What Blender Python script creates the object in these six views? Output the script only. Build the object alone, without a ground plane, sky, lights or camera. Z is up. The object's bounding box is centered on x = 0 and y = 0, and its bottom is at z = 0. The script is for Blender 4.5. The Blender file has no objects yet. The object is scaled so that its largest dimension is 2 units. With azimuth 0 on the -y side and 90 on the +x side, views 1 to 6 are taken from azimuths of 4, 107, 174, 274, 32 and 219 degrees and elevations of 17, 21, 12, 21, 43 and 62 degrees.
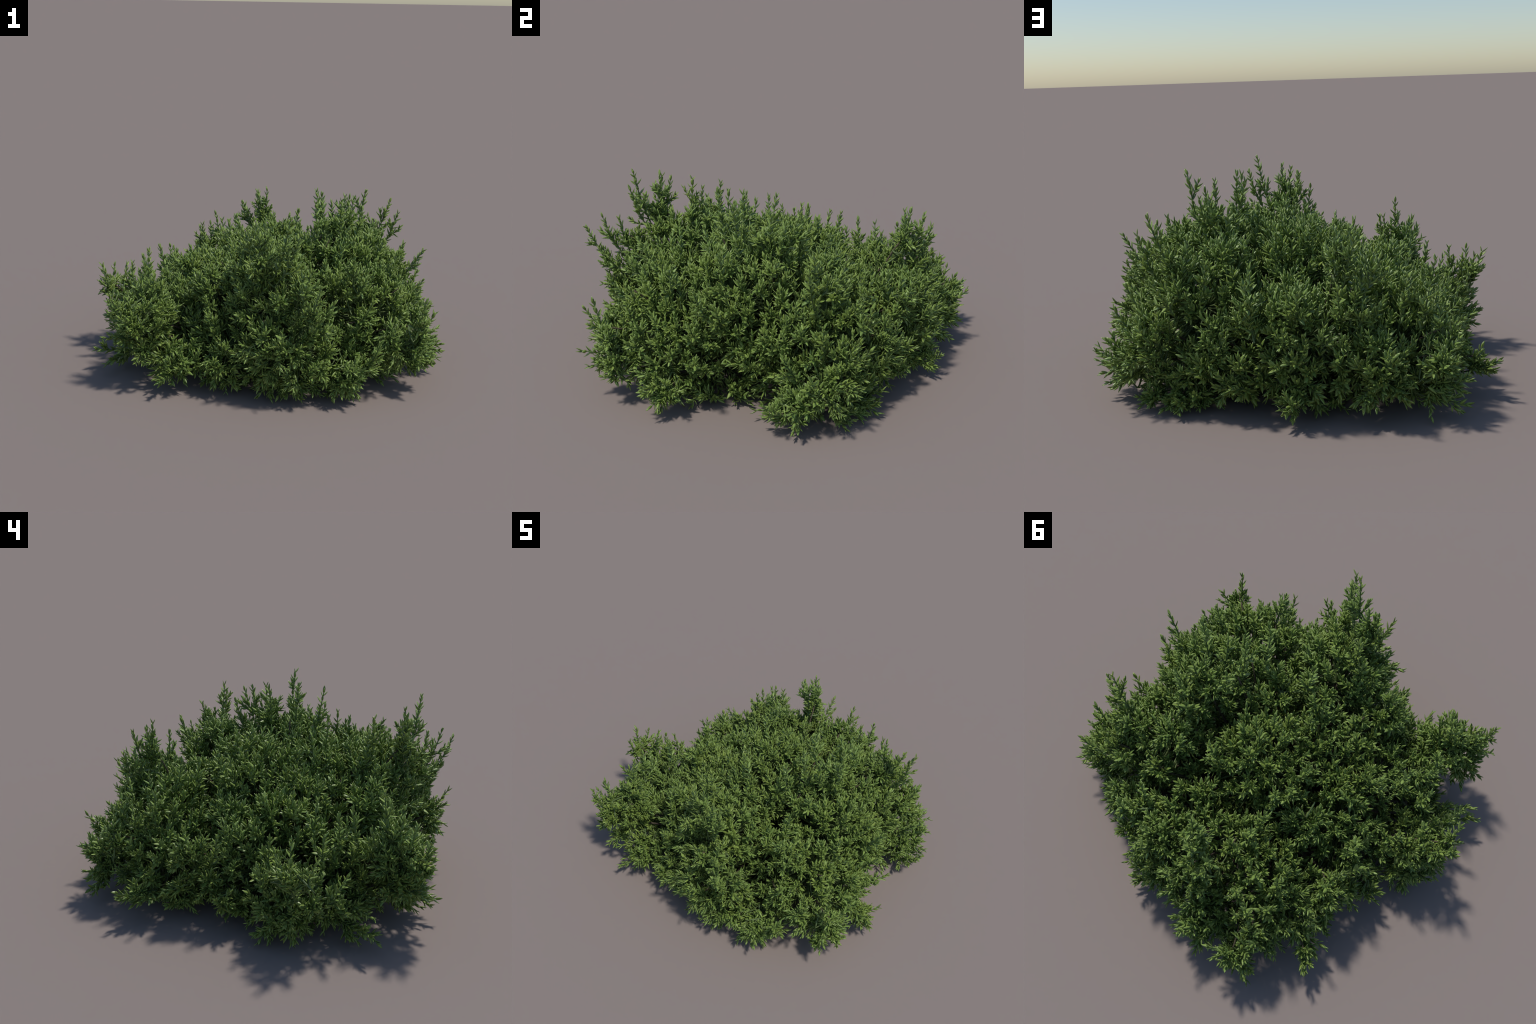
"""A low, dense, sprawling evergreen shrub.

Built the way the plant grows: woody branches leave a common crown at the
ground and end in rounded foliage clumps; leafy twigs cover the outside of every
clump, weaker ones stand in the shade behind them; long shoots overtop the
mound.  Every twig carries small folded lance-shaped leaves in a spiral.
"""
import bpy, math
import numpy as np
from mathutils import Matrix, Vector

rng = np.random.default_rng(20240611)

# ------------------------------------------------------------------ habit
# foliage clumps of the mound: centre x, y, z and radius (metres)
CLUMPS = np.array([
    (-0.43, 0.01, 0.22, 0.34), (0.12, -0.11, 0.05, 0.34), (0.47, -0.08, 0.47, 0.34), (0.46, -0.23, 0.09, 0.34),
    (-0.08, 0.37, 0.05, 0.34), (-0.14, -0.15, 0.38, 0.34), (0.55, -0.35, 0.35, 0.34), (-0.32, -0.32, 0.05, 0.34),
    (-0.40, -0.32, 0.28, 0.30), (-0.37, 0.50, 0.24, 0.31), (0.05, 0.54, 0.29, 0.34), (0.03, 0.09, 0.46, 0.33),
    (0.47, 0.26, 0.38, 0.34), (0.04, -0.50, 0.47, 0.32), (0.52, 0.37, 0.09, 0.30), (0.16, -0.62, 0.27, 0.30),
    (-0.16, -0.56, 0.23, 0.26), (-0.74, -0.13, 0.22, 0.22), (-0.16, 0.50, 0.45, 0.20), (-0.22, 0.76, 0.25, 0.20),
    (0.16, -0.20, 0.59, 0.19), (0.66, 0.08, 0.33, 0.16), (-0.37, -0.06, 0.49, 0.18), (0.36, -0.47, 0.54, 0.17),
    (0.68, 0.46, 0.33, 0.18), (-0.43, -0.63, 0.18, 0.18), (0.76, 0.37, 0.20, 0.18), (-0.59, -0.62, 0.42, 0.18),
    (-0.68, -0.33, 0.20, 0.15), (0.76, -0.57, 0.27, 0.16), (0.43, 0.59, 0.34, 0.16), (-0.62, -0.65, 0.30, 0.16),
    (0.40, 0.07, 0.71, 0.16), (0.47, -0.52, 0.56, 0.16), (0.45, -0.72, 0.20, 0.16), (0.13, 0.41, 0.49, 0.15),
    (0.25, -0.77, 0.47, 0.14), (-0.34, 0.19, 0.49, 0.14), (0.38, 0.32, 0.63, 0.14), (0.35, 0.62, 0.18, 0.14),
    (-0.62, -0.44, 0.16, 0.12), (-0.60, 0.41, 0.14, 0.14), (0.12, 0.68, 0.49, 0.14), (-0.60, 0.27, 0.22, 0.14),
    (-0.27, -0.49, 0.54, 0.14), (0.52, 0.60, 0.25, 0.12), (0.67, -0.63, 0.38, 0.12), (0.41, -0.61, 0.05, 0.12),
    (-0.60, 0.34, 0.36, 0.12), (0.58, 0.40, 0.62, 0.12), (0.57, 0.50, 0.52, 0.12), (0.14, 0.78, 0.14, 0.12),
    (0.55, 0.12, 0.66, 0.12), (-0.45, 0.80, 0.16, 0.12), (0.48, -0.63, 0.40, 0.12), (-0.49, 0.75, 0.36, 0.10),
    (-0.07, -0.26, 0.62, 0.12), (0.29, 0.68, 0.47, 0.12), (-0.85, -0.24, 0.28, 0.10), (0.34, 0.47, 0.54, 0.10),
    (-0.12, 0.71, 0.54, 0.10), (-0.67, -0.69, 0.45, 0.12), (-0.24, -0.35, 0.61, 0.10), (0.02, -0.80, 0.45, 0.10),
    (0.70, -0.51, 0.55, 0.10), (0.15, -0.84, 0.35, 0.10), (0.01, -0.82, 0.34, 0.10), (0.00, -0.68, 0.76, 0.10),
    (0.09, -0.78, 0.58, 0.10), (0.87, -0.30, 0.16, 0.10), (-0.45, 0.83, 0.27, 0.10), (0.31, -0.06, 0.73, 0.10),
    (0.83, -0.63, 0.41, 0.08), (0.20, -0.76, 0.63, 0.08), (0.34, -0.19, 0.71, 0.08), (-0.07, 0.64, 0.66, 0.08),
    (-0.68, 0.60, 0.18, 0.08), (-0.72, 0.16, 0.18, 0.08), (0.87, 0.26, 0.10, 0.08), (-0.90, -0.17, 0.41, 0.08),
])
# tips of the long shoots that stand clear of the mound
SHOOTS = np.array([
    # crown
    (-0.66, -0.40, 0.63), (-0.60, -0.24, 0.65), (-0.47, 0.55, 0.58), (-0.39, 0.60, 0.64), (-0.22, 0.71, 0.70),
    (-0.12, 0.66, 0.78), (-0.06, 0.64, 0.80), (-0.13, 0.73, 0.77), (0.15, 0.31, 0.75), (0.26, 0.06, 0.93),
    (0.35, 0.25, 0.82), (0.43, 0.21, 0.87), (0.53, -0.07, 0.96), (0.71, 0.36, 0.82), (0.76, 0.35, 0.75),
    (0.86, -0.15, 0.66), (0.48, 0.17, 0.87), (0.45, 0.09, 0.89), (0.40, -0.10, 0.92), (0.29, -0.10, 0.94),
    (0.26, -0.24, 0.93), (0.14, -0.75, 0.96), (0.19, -0.75, 0.88), (0.01, -0.66, 0.92), (-0.04, -0.67, 0.90),
    (-0.08, -0.64, 0.87), (-0.06, -0.50, 0.89), (-0.12, -0.47, 0.82), (0.02, -0.27, 0.86), (-0.05, -0.19, 0.78),
    (0.22, -0.81, 0.73), (0.25, -0.89, 0.74), (0.30, -0.96, 0.69), (0.29, -0.90, 0.57), (-0.06, -0.79, 0.77),
    (-0.25, 0.09, 0.72), (-0.26, 0.21, 0.70), (-0.22, 0.28, 0.71), (-0.24, 0.37, 0.67), (-0.24, 0.46, 0.66),
    (-0.23, 0.76, 0.68), (0.29, 0.62, 0.63), (0.47, 0.58, 0.65), (0.54, 0.47, 0.74), (0.43, -0.25, 0.79),
    (0.40, -0.39, 0.74), (0.64, -0.10, 0.75), (-0.60, -0.54, 0.71), (-0.67, -0.34, 0.60), (0.70, -0.33, 0.68),
    # shoulders
    (-0.96, -0.13, 0.49), (-0.91, -0.25, 0.49), (-0.71, -0.28, 0.52), (-0.75, -0.76, 0.55), (-0.86, -0.39, 0.40),
    (-0.72, -0.03, 0.49), (-0.68, 0.22, 0.46), (-0.63, 0.38, 0.46), (-0.44, 0.73, 0.54), (0.12, 0.83, 0.57),
    (-0.04, 0.84, 0.57), (0.32, 0.74, 0.59), (0.69, 0.62, 0.59), (0.81, 0.43, 0.53), (0.82, 0.16, 0.48),
    (0.83, -0.06, 0.58), (0.87, -0.17, 0.49), (0.83, -0.66, 0.53), (0.60, -0.84, 0.37), (0.12, -0.94, 0.45),
    (-0.26, -0.71, 0.45), (-0.23, 0.96, 0.33), (0.89, 0.52, 0.25), (0.92, -0.12, 0.33), (0.21, 0.86, 0.28),
    # skirt
    (0.64, -0.54, 0.03), (0.49, -0.75, 0.03), (0.10, -0.78, 0.03), (-0.54, -0.77, 0.09), (-0.91, -0.51, 0.13),
    (0.19, 0.87, 0.08), (0.62, 0.65, 0.08), (0.74, 0.56, 0.10), (0.80, 0.11, 0.06), (0.94, -0.32, 0.07),
    (0.87, -0.73, 0.29), (0.98, 0.20, 0.21), (0.97, 0.33, 0.18), (0.93, 0.35, 0.08), (-0.76, 0.68, 0.18),
    (-0.56, 0.87, 0.07), (-0.57, 0.89, 0.18), (-0.50, -0.85, 0.12), (-0.85, -0.55, 0.06), (-0.83, -0.46, 0.05),
    (-0.87, -0.16, 0.04), (0.95, -0.23, 0.17), (0.96, -0.34, 0.10), (0.84, -0.71, 0.19), (0.61, -0.75, 0.20),
    (0.43, -0.87, 0.16), (-0.63, -0.79, 0.21), (-0.87, -0.52, 0.20), (-0.74, 0.68, 0.14),
    # filling tufts of the rim
    (0.89, 0.27, 0.40), (-0.62, 0.19, 0.53), (-0.52, -0.58, 0.62), (-0.23, 0.80, 0.50), (0.84, -0.10, 0.39),
    (-0.10, 0.86, 0.10), (0.79, -0.53, 0.09), (0.56, -0.71, 0.54), (-0.75, 0.52, 0.14), (0.93, -0.40, 0.25),
    (-0.70, -0.49, 0.56), (0.89, -0.56, 0.44), (-0.38, -0.83, 0.22), (-0.29, -0.65, 0.50), (-0.16, 0.77, 0.04),
    (-0.72, -0.68, 0.58), (-0.79, -0.68, 0.47), (-0.68, -0.79, 0.42), (0.76, 0.60, 0.40), (-0.84, 0.02, 0.40),
    (-0.90, -0.08, 0.48), (-0.83, -0.06, 0.48), (-0.78, -0.13, 0.52), (-0.36, 0.70, 0.58), (-0.50, 0.66, 0.53),
    (-0.84, 0.00, 0.06), (-0.80, -0.10, 0.05), (0.00, -0.82, 0.05), (0.20, -0.84, 0.06), (0.38, -0.84, 0.07),
])
UP = np.array([0.0, 0.0, 1.0])


def unit(v):
    return v / np.maximum(np.linalg.norm(v, axis=-1, keepdims=True), 1e-9)


# ------------------------------------------------------------------ materials
def leaf_material():
    m = bpy.data.materials.new("leaf_green")
    m.use_nodes = True
    nt = m.node_tree
    n, l = nt.nodes, nt.links
    n.clear()
    out = n.new("ShaderNodeOutputMaterial")
    geo = n.new("ShaderNodeNewGeometry")
    ramp = n.new("ShaderNodeValToRGB")          # leaf to leaf variation
    ramp.color_ramp.elements[0].position = 0.0
    ramp.color_ramp.elements[0].color = (0.158, 0.246, 0.058, 1)
    ramp.color_ramp.elements[1].position = 1.0
    ramp.color_ramp.elements[1].color = (0.238, 0.332, 0.078, 1)
    e = ramp.color_ramp.elements.new(0.5)
    e.color = (0.197, 0.292, 0.068, 1)
    l.new(geo.outputs["Random Per Island"], ramp.inputs[0])
    noise = n.new("ShaderNodeTexNoise")         # mottling on the blade
    noise.inputs["Scale"].default_value = 90.0
    noise.inputs["Detail"].default_value = 2.0
    l.new(geo.outputs["Position"], noise.inputs["Vector"])
    patch = n.new("ShaderNodeTexNoise")         # fresher and older growth
    patch.inputs["Scale"].default_value = 5.0
    l.new(geo.outputs["Position"], patch.inputs["Vector"])
    mr = n.new("ShaderNodeMapRange")
    mr.inputs[1].default_value, mr.inputs[2].default_value = 0.3, 0.7
    mr.inputs[3].default_value, mr.inputs[4].default_value = 0.85, 1.15
    l.new(noise.outputs["Fac"], mr.inputs[0])
    mul = n.new("ShaderNodeMix"); mul.data_type = 'RGBA'; mul.blend_type = 'MULTIPLY'
    mul.inputs[0].default_value = 1.0
    l.new(ramp.outputs[0], mul.inputs[6]); l.new(mr.outputs[0], mul.inputs[7])
    hue = n.new("ShaderNodeMix"); hue.data_type = 'RGBA'; hue.blend_type = 'MULTIPLY'
    hue.inputs[7].default_value = (1.05, 1.01, 0.90, 1)
    mr2 = n.new("ShaderNodeMapRange")
    mr2.inputs[1].default_value, mr2.inputs[2].default_value = 0.45, 0.65
    l.new(patch.outputs["Fac"], mr2.inputs[0])
    l.new(mr2.outputs[0], hue.inputs[0]); l.new(mul.outputs[2], hue.inputs[6])
    b = n.new("ShaderNodeBsdfPrincipled")
    b.inputs["Roughness"].default_value = 0.42
    b.inputs["Specular IOR Level"].default_value = 0.5
    l.new(hue.outputs[2], b.inputs["Base Color"])
    t = n.new("ShaderNodeBsdfTranslucent")
    tc = n.new("ShaderNodeMix"); tc.data_type = 'RGBA'; tc.blend_type = 'MULTIPLY'
    tc.inputs[0].default_value = 1.0
    tc.inputs[7].default_value = (1.25, 1.2, 0.5, 1)
    l.new(hue.outputs[2], tc.inputs[6]); l.new(tc.outputs[2], t.inputs["Color"])
    mix = n.new("ShaderNodeMixShader"); mix.inputs[0].default_value = 0.02
    l.new(b.outputs[0], mix.inputs[1]); l.new(t.outputs[0], mix.inputs[2])
    l.new(mix.outputs[0], out.inputs[0])
    return m


def wood_material(name, c0, c1, rough):
    m = bpy.data.materials.new(name)
    m.use_nodes = True
    nt = m.node_tree
    n, l = nt.nodes, nt.links
    b = n["Principled BSDF"]
    geo = n.new("ShaderNodeNewGeometry")
    noise = n.new("ShaderNodeTexNoise")
    noise.inputs["Scale"].default_value = 60.0
    noise.inputs["Detail"].default_value = 4.0
    l.new(geo.outputs["Position"], noise.inputs["Vector"])
    ramp = n.new("ShaderNodeValToRGB")
    ramp.color_ramp.elements[0].position = 0.35
    ramp.color_ramp.elements[0].color = c0
    ramp.color_ramp.elements[1].position = 0.65
    ramp.color_ramp.elements[1].color = c1
    l.new(noise.outputs["Fac"], ramp.inputs[0])
    l.new(ramp.outputs[0], b.inputs["Base Color"])
    b.inputs["Roughness"].default_value = rough
    bump = n.new("ShaderNodeBump")
    bump.inputs["Strength"].default_value = 0.4
    bump.inputs["Distance"].default_value = 0.002
    l.new(noise.outputs["Fac"], bump.inputs["Height"])
    l.new(bump.outputs[0], b.inputs["Normal"])
    return m


# ------------------------------------------------------------------ twig tips
def envelope(p, shrink=0.0):
    """Signed distance to the union of the clumps, and index of the nearest."""
    d = np.linalg.norm(p[:, None] - CLUMPS[None, :, :3], axis=2) - (CLUMPS[:, 3] - shrink)
    return d.min(1), d.argmin(1)


def growth_normal(p):
    """Smooth outward direction of the mound at p."""
    v = p[:, None] - CLUMPS[None, :, :3]
    dist = np.linalg.norm(v, axis=2)
    w = np.exp(-np.maximum(dist - CLUMPS[:, 3], -0.05) / 0.035)
    n = (v / np.maximum(dist, 1e-6)[..., None] * w[..., None]).sum(1)
    return unit(n)


def thin(p, dmin):
    """Poisson-disc thinning in the given order."""
    cells, keep = {}, []
    q = np.floor(p / dmin).astype(int)
    for i in range(len(p)):
        k = tuple(q[i])
        ok = True
        for a in (-1, 0, 1):
            for b in (-1, 0, 1):
                for c in (-1, 0, 1):
                    for j in cells.get((k[0] + a, k[1] + b, k[2] + c), ()):
                        if ((p[i] - p[j]) ** 2).sum() < dmin * dmin:
                            ok = False
                            break
                    if not ok: break
                if not ok: break
            if not ok: break
        if ok:
            cells.setdefault(k, []).append(i)
            keep.append(i)
    return np.array(keep)


def surface_tips(shrink, dmin, zmin):
    pts = []
    for x, y, z, r in CLUMPS:
        r2 = r - shrink
        if r2 < 0.03:
            continue
        m = int(4 * math.pi * r2 * r2 / (dmin * dmin) * 5) + 12
        u = unit(rng.normal(size=(m, 3)))
        pts.append(np.array([x, y, z]) + u * r2)
    p = np.concatenate(pts)
    d, _ = envelope(p, shrink)
    p = p[(d > -0.004) & (p[:, 2] > zmin)]
    p = p[rng.permutation(len(p))]
    return p[thin(p, dmin)]


TWIGS = []      # dicts: curve control points a, b, c; clump index; kind


def add_twig(tip, direction, length, clump, vigour, kind, foot=None):
    """Twig ends at tip growing along direction; its foot lies deeper inside, or on a leading twig."""
    c = CLUMPS[clump, :3]
    inward = unit(c - tip + rng.normal(size=3) * 0.02)
    b = tip - direction * length * 0.55
    a = b + unit(0.5 * inward - 0.6 * direction) * length * 0.45
    a[2] = max(a[2], 0.012); b[2] = max(b[2], 0.012)
    if foot is not None:
        a = foot
    TWIGS.append(dict(a=a, b=b, c=tip.copy(), clump=clump, vigour=vigour, kind=kind, forked=foot is not None))
    return TWIGS[-1]


def swell(p):
    """Slow in-and-out of the foliage surface (about -1 to 1)."""
    return (np.sin(p @ np.array([17.0, 9.0, 6.0]) + 0.7) + np.sin(p @ np.array([-8.0, 19.0, 11.0]) + 2.1)
            + np.sin(p @ np.array([5.0, -12.0, 21.0]) + 4.0)) / 2.2


def add_spray(end, d, length, clump, sides, spread, vigour, kind, bare=0.02):
    """A leading twig with a tuft of side twigs around it."""
    lead = add_twig(end, d, length, clump, vigour, kind)
    e1 = unit(np.cross(d, rng.normal(size=3)))
    e2 = np.cross(d, e1)
    phase = rng.uniform(0, 6.28)
    for k in range(sides):
        ph = phase + k * 2 * math.pi / sides + rng.normal(0, 0.3)
        side = math.cos(ph) * e1 + math.sin(ph) * e2
        back = rng.uniform(bare, bare + 0.4 * length)
        reach = rng.uniform(0.55, 1.15) * spread
        t2 = end - d * back + side * reach
        if t2[2] < 0.02:
            continue
        dd = unit(d + side * rng.uniform(0.35, 0.8) + UP * 0.2)
        tf = np.clip(1 - (back + reach * 1.3) / length, 0.0, 0.9)
        foot = (1 - tf) ** 2 * lead["a"] + 2 * tf * (1 - tf) * lead["b"] + tf * tf * lead["c"]
        add_twig(t2, dd, np.linalg.norm(t2 - foot), clump, vigour * rng.uniform(0.85, 1.05), kind, foot)


def growth_direction(n, jitter, z=1.0):
    lift = (0.75 if n[2] > -0.2 else 0.35) * min(1.0, 0.4 + 3.0 * z)
    return unit(n * 0.75 + UP * lift + rng.normal(size=3) * jitter)


def grow_sprays(shrink, dmin, zmin=0.015):
    p = surface_tips(shrink, dmin, zmin)
    n = growth_normal(p)
    _, ci = envelope(p, shrink)
    sw = swell(p)
    for i in range(len(p)):
        d = growth_direction(n[i], 0.22, p[i, 2])
        # the skirt reaches out, the crown between the shoots stays back
        reach = 0.028 * np.clip((0.45 - p[i, 2]) / 0.25, 0, 1) - 0.036 * max(n[i, 2], 0)
        end = p[i] + d * (reach + 0.030 * sw[i] + rng.uniform(-0.042, 0.038))
        end[2] = max(end[2], zmin + 0.01)
        add_spray(end, d, rng.uniform(0.12, 0.18), ci[i], int(rng.integers(3, 6)), 0.040,
                  rng.uniform(0.9, 1.12), "outer")
    return len(p)


def grow_fill(shrink, dmin, lengths, vigour, zmin=0.015):
    p = surface_tips(shrink, dmin, zmin)
    n = growth_normal(p)
    _, ci = envelope(p, shrink)
    for i in range(len(p)):
        add_twig(p[i], growth_direction(n[i], 0.3), rng.uniform(*lengths), ci[i],
                 vigour * rng.uniform(0.85, 1.15), "inner")
    return len(p)


LEAF_REACH = 0.006
for tip in SHOOTS:
    d0, ci = envelope(tip[None])
    ci = int(ci[0]); gap = max(float(d0[0]), 0.0)
    n = growth_normal(tip[None])[0]
    lean = 1.25 if tip[2] > 0.5 else 0.85 if tip[2] > 0.3 else 0.35
    d = unit(n * 0.8 + UP * lean + rng.normal(size=3) * 0.08)
    L = 0.17 + gap * 1.1
    add_spray(tip - d * LEAF_REACH, d, L, ci, 3, 0.042, 1.05, "shoot",
              0.045 if tip[2] > 0.3 else 0.02)

counts = [grow_sprays(0.030, 0.069),
          grow_fill(0.100, 0.056, (0.10, 0.15), 1.0),
          grow_fill(0.180, 0.085, (0.10, 0.15), 0.95)]
print("twigs", len(TWIGS), counts)


# ------------------------------------------------------------------ leaves
def leaf_template():
    """Unit leaf along +y, face +z: stiff, narrow and fleshy, shallow gutter above, keel below,
    broad clasping foot.  x is in half widths, y in leaf lengths, z in leaf lengths (TZ)
    plus half widths (TH)."""
    stations = [(0.0, 0.62), (0.20, 0.95), (0.45, 1.0), (0.74, 0.60)]     # position, half width
    v, h, f = [], [], []
    for t, w in stations:
        zc = 0.09 * (t * t - t)
        v += [(-w, t, zc), (0, t, zc), (w, t, zc), (0, t, zc)]
        h += [0.42 * w, 0.12 * w, 0.42 * w, -0.42 * w]
    v.append((0, 1.0, 0.02)); h.append(0.0)
    for k in range(3):
        a = 4 * k
        for j in range(4):
            i, n = a + j, a + (j + 1) % 4
            f.append((i, n, n + 4, i + 4))
    for j in range(4):
        f.append((12 + j, 12 + (j + 1) % 4, 16))
    return np.array(v, float), np.array(h), f


TV, TH, TF = leaf_template()
L_pos, L_dir, L_nrm, L_len, L_wid, L_rank, L_clump = [], [], [], [], [], [], []


def bezier(a, b, c, t):
    t = t[:, None]
    p = (1 - t) ** 2 * a + 2 * t * (1 - t) * b + t * t * c
    tan = unit(2 * (1 - t) * (b - a) + 2 * t * (c - b))
    return p, tan


for tw in TWIGS:
    a, b, c = tw["a"], tw["b"], tw["c"]
    length = np.linalg.norm(b - a) + np.linalg.norm(c - b)
    spacing = dict(shoot=0.0215, outer=0.0180, inner=0.021)[tw["kind"]]         # between leaf pairs
    nodes = max(4, int(length * 0.88 / spacing))
    k = np.repeat(np.arange(nodes), 2)                            # opposite pairs, each turned 90 degrees
    m = len(k)
    t = np.clip(1 - (k + rng.uniform(-0.25, 0.25, m)) / nodes * 0.88, 0, 1)
    p, tan = bezier(a, b, c, t)
    ref = unit(np.cross(tan, np.array([0.31, 0.87, 0.38])))
    bi = np.cross(tan, ref)
    ph = rng.uniform(0, 6.28) + k * math.radians(84) + np.tile([0, math.pi], nodes) + rng.normal(0, 0.28, m)
    rad = np.cos(ph)[:, None] * ref + np.sin(ph)[:, None] * bi
    ang = np.radians(np.clip(22 + 8.0 * k, 22, 41) + rng.normal(0, 7, m))
    d = unit(np.cos(ang)[:, None] * tan + np.sin(ang)[:, None] * rad)
    nrm = unit(np.cos(ang)[:, None] * -rad + np.sin(ang)[:, None] * tan)
    roll = rng.normal(0, 0.22, m)[:, None]
    nrm = np.cos(roll) * nrm + np.sin(roll) * np.cross(d, nrm)
    size = np.clip(0.032 + 0.0035 * k, 0.032, 0.040) * rng.uniform(0.8, 1.2, m) * tw["vigour"]
    L_pos.append(p + rad * 0.001); L_dir.append(d); L_nrm.append(nrm); L_len.append(size)
    L_wid.append(size * rng.uniform(0.155, 0.205, m))
    L_rank.append(np.where((k < 3) & (tw["kind"] == "shoot"), size, -1.0))
    L_clump.append(np.full(m, tw["clump"]))
pos, dr, nr = map(np.concatenate, (L_pos, L_dir, L_nrm))
ln, wd, rank, lcl = map(np.concatenate, (L_len, L_wid, L_rank, L_clump))
low = np.minimum(pos[:, 2], (pos + dr * ln[:, None])[:, 2]) - wd
ok = low > 0.0
pos, dr, nr, ln, wd, rank, lcl = (x[ok] for x in (pos, dr, nr, ln, wd, rank, lcl))
sd = np.cross(dr, nr)
print("leaves", len(pos))


def leaf_vertices(idx):
    x = TV[:, 0][None, :, None] * wd[idx][:, None, None] * sd[idx][:, None, :]
    y = TV[:, 1][None, :, None] * ln[idx][:, None, None] * dr[idx][:, None, :]
    z = TV[:, 2][None, :, None] * ln[idx][:, None, None] * nr[idx][:, None, :]
    fold = TH[None, :, None] * wd[idx][:, None, None] * nr[idx][:, None, :]
    return pos[idx][:, None, :] + x + y + z + fold


def mesh_from(name, verts, faces, material, smooth=True):
    me = bpy.data.meshes.new(name)
    nv = len(verts)
    me.vertices.add(nv)
    me.vertices.foreach_set("co", np.ascontiguousarray(verts, dtype=np.float32).ravel())
    loops = np.concatenate([np.asarray(f, dtype=np.int32).ravel() for f in faces])
    sizes = np.concatenate([np.full(len(f), f.shape[1], dtype=np.int32) for f in faces])
    starts = np.concatenate([[0], np.cumsum(sizes)[:-1]]).astype(np.int32)
    me.loops.add(len(loops)); me.polygons.add(len(sizes))
    me.loops.foreach_set("vertex_index", loops)
    me.polygons.foreach_set("loop_start", starts)
    me.polygons.foreach_set("use_smooth", np.full(len(sizes), smooth))
    me.materials.append(material)
    me.update(calc_edges=True)
    me.validate()
    return me


def link(name, data, parent):
    o = bpy.data.objects.new(name, data)
    bpy.context.scene.collection.objects.link(o)
    o.parent = parent
    return o


LEAF = leaf_material()
BARK = wood_material("grey_brown_bark", (0.055, 0.040, 0.026, 1), (0.120, 0.092, 0.062, 1), 0.85)
YOUNG = wood_material("young_green_bark", (0.080, 0.130, 0.040, 1), (0.130, 0.180, 0.060, 1), 0.6)

shrub = bpy.data.objects.new("shrub", None)
bpy.context.scene.collection.objects.link(shrub)
shrub["label"] = "low dense evergreen shrub with small green leaves"
shrub["category"] = "shrub"

# ------------------------------------------------------------------ wood


def tube(points, radii, sides):
    points = np.asarray(points, float)
    tan = unit(np.gradient(points, axis=0))
    ref = unit(np.cross(tan, np.array([0.6, 0.33, 0.73])))
    bi = np.cross(tan, ref)
    ph = np.arange(sides) / sides * 2 * math.pi
    ring = (np.cos(ph)[None, :, None] * ref[:, None] + np.sin(ph)[None, :, None] * bi[:, None])
    v = points[:, None] + ring * np.asarray(radii)[:, None, None]
    n = len(points)
    i = np.arange(n - 1)[:, None] * sides
    j = np.arange(sides)[None]
    k = (np.arange(sides)[None] + 1) % sides
    q = np.stack([i + j, i + k, i + sides + k, i + sides + j], -1).reshape(-1, 4)
    v = v.reshape(-1, 3)
    tipv = points[-1] + tan[-1] * radii[-1]
    v = np.vstack([v, tipv])
    base = (n - 1) * sides
    cap = np.stack([base + j[0], base + k[0], np.full(sides, n * sides)], -1)
    return v, q, cap


branches = []
branch_path = []
for x, y, z, r in CLUMPS:
    end = np.array([x, y, z])
    out = np.array([x, y, 0.0])
    root = out * 0.10 + np.append(rng.normal(0, 0.02, 2), 0.0)
    mid = out * 0.55 + np.array([0, 0, max(0.35 * z, 0.05)]) + rng.normal(0, 0.025, 3)
    mid[2] = max(mid[2], 0.03)
    t = np.linspace(0, 1, 12)
    p, _ = bezier(root, mid, end, t)
    p[1:-1] += rng.normal(0, 0.006, (10, 3))
    p[:, 2] = np.maximum(p[:, 2], 0.016); p[0, 2] = 0.012
    branch_path.append(p)
    thick = 0.008 + 0.03 * r
    v, q, cap = tube(p, thick * (1 - 0.7 * t), 8)
    v[:, 2] = np.maximum(v[:, 2], 0.0)
    branches.append(link("branch", mesh_from("branch", v, [q, cap], BARK), shrub))

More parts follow.
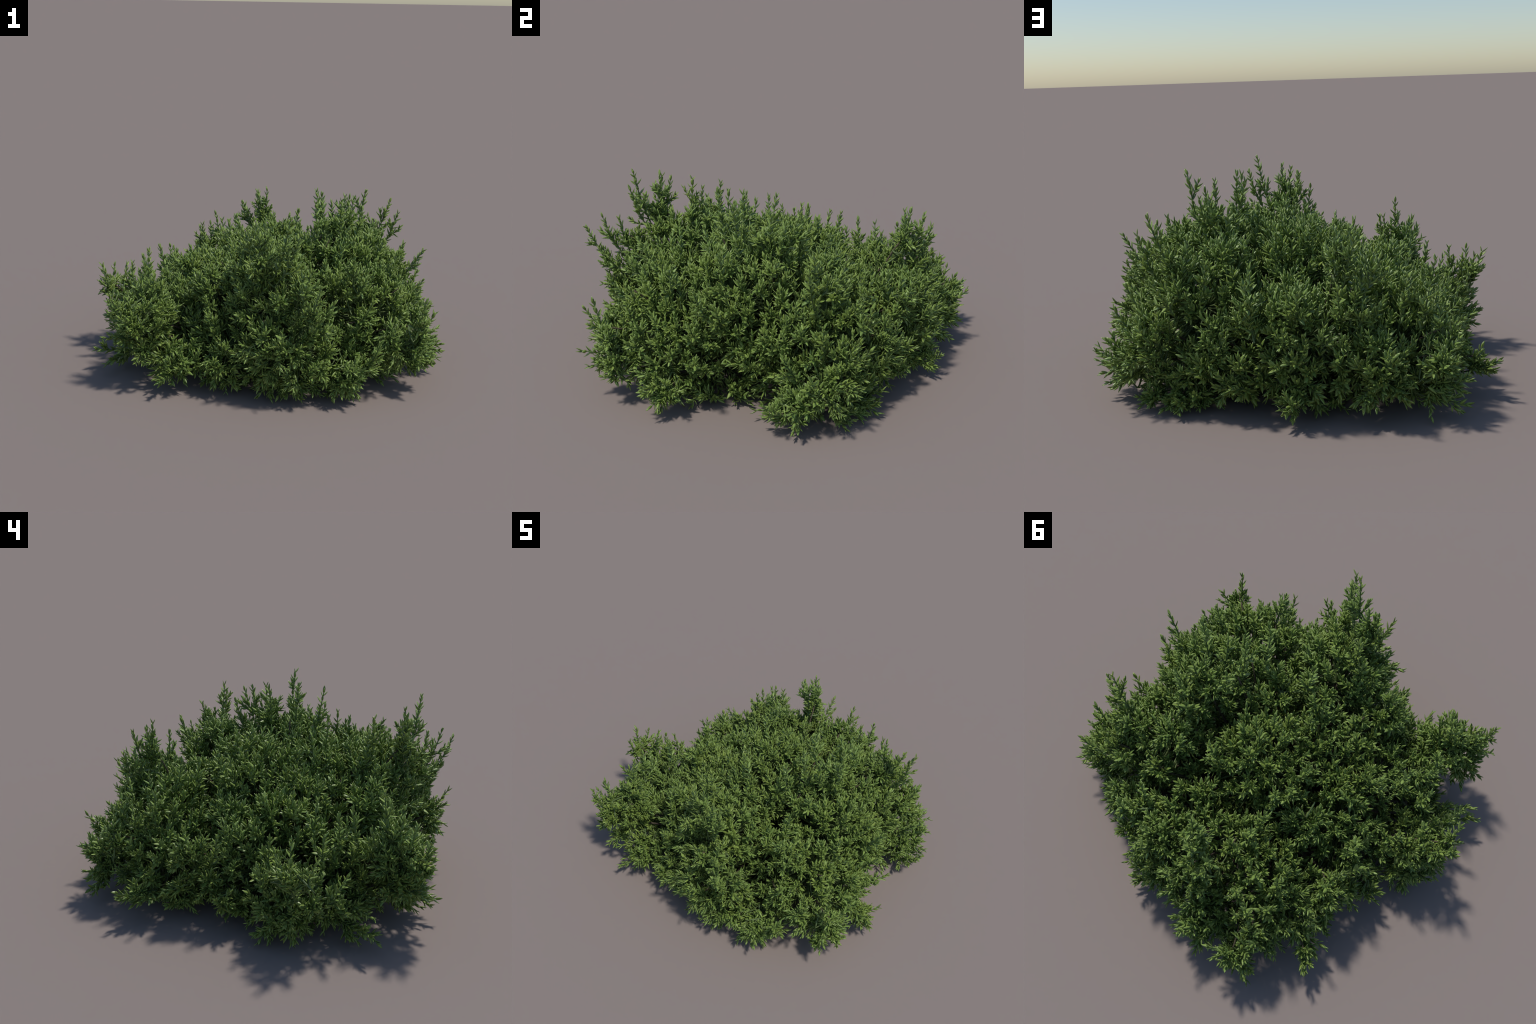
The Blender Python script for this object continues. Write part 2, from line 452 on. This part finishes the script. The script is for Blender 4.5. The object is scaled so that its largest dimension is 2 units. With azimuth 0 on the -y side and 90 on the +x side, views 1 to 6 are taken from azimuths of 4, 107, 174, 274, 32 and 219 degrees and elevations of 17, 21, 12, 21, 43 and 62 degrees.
vs, qs, cs, off = [], [], [], 0
for tw in TWIGS:
    path = branch_path[tw["clump"]]
    foot = path[np.linalg.norm(path[4:] - tw["a"], axis=1).argmin() + 4]
    t = np.linspace(0, 1, 5)
    p, _ = bezier(tw["a"], tw["b"], tw["c"], t)
    if not tw["forked"]:
        # hidden part, arching out of the branch
        p = np.vstack([bezier(foot, 0.5 * (foot + tw["a"]) + 0.25 * (tw["a"] - tw["b"]), tw["a"], t[:-1])[0], p])
    v, q, cap = tube(p, np.linspace(0.0052, 0.0028, len(p)), 5)
    v[:, 2] = np.maximum(v[:, 2], 0.001)
    vs.append(v); qs.append(q + off); cs.append(cap + off); off += len(v)
twigs = link("twigs", mesh_from("twigs", np.vstack(vs), [np.vstack(qs), np.vstack(cs)], YOUNG), shrub)
twigs["kind"] = "stuff"

# ------------------------------------------------------------------ foliage objects
order = np.argsort(-rank, kind="stable")
single = order[:300]
rest = np.setdiff1d(np.arange(len(pos)), single)
V = leaf_vertices(rest).reshape(-1, 3)
V[:, 2] = np.maximum(V[:, 2], 0.0)
quads = np.array([f for f in TF if len(f) == 4]); tris = np.array([f for f in TF if len(f) == 3])
offs = (np.arange(len(rest)) * len(TV))[:, None, None]
foliage = link("foliage", mesh_from("foliage", V, [(quads[None] + offs).reshape(-1, 4),
                                                   (tris[None] + offs).reshape(-1, 3)], LEAF), shrub)
foliage["kind"] = "stuff"

# the leaves of the long shoots, one object each, sharing one mesh
ref_w = 0.18
tv = TV.copy()
tv[:, 2] = TV[:, 2] + TH * ref_w
tv[:, 0] *= ref_w
leaf_mesh = mesh_from("leaf", tv, [quads, tris], LEAF)
proto = None
for i in single:
    o = bpy.data.objects.new("leaf", leaf_mesh) if proto is None else proto.copy()
    proto = proto or o
    bpy.context.scene.collection.objects.link(o)
    o.parent = branches[int(lcl[i])]
    s = ln[i]
    w = wd[i] / ref_w
    m = Matrix.Identity(4)
    for r in range(3):
        m[r][0] = sd[i][r] * w; m[r][1] = dr[i][r] * s; m[r][2] = nr[i][r] * s; m[r][3] = pos[i][r]
    o.matrix_local = m
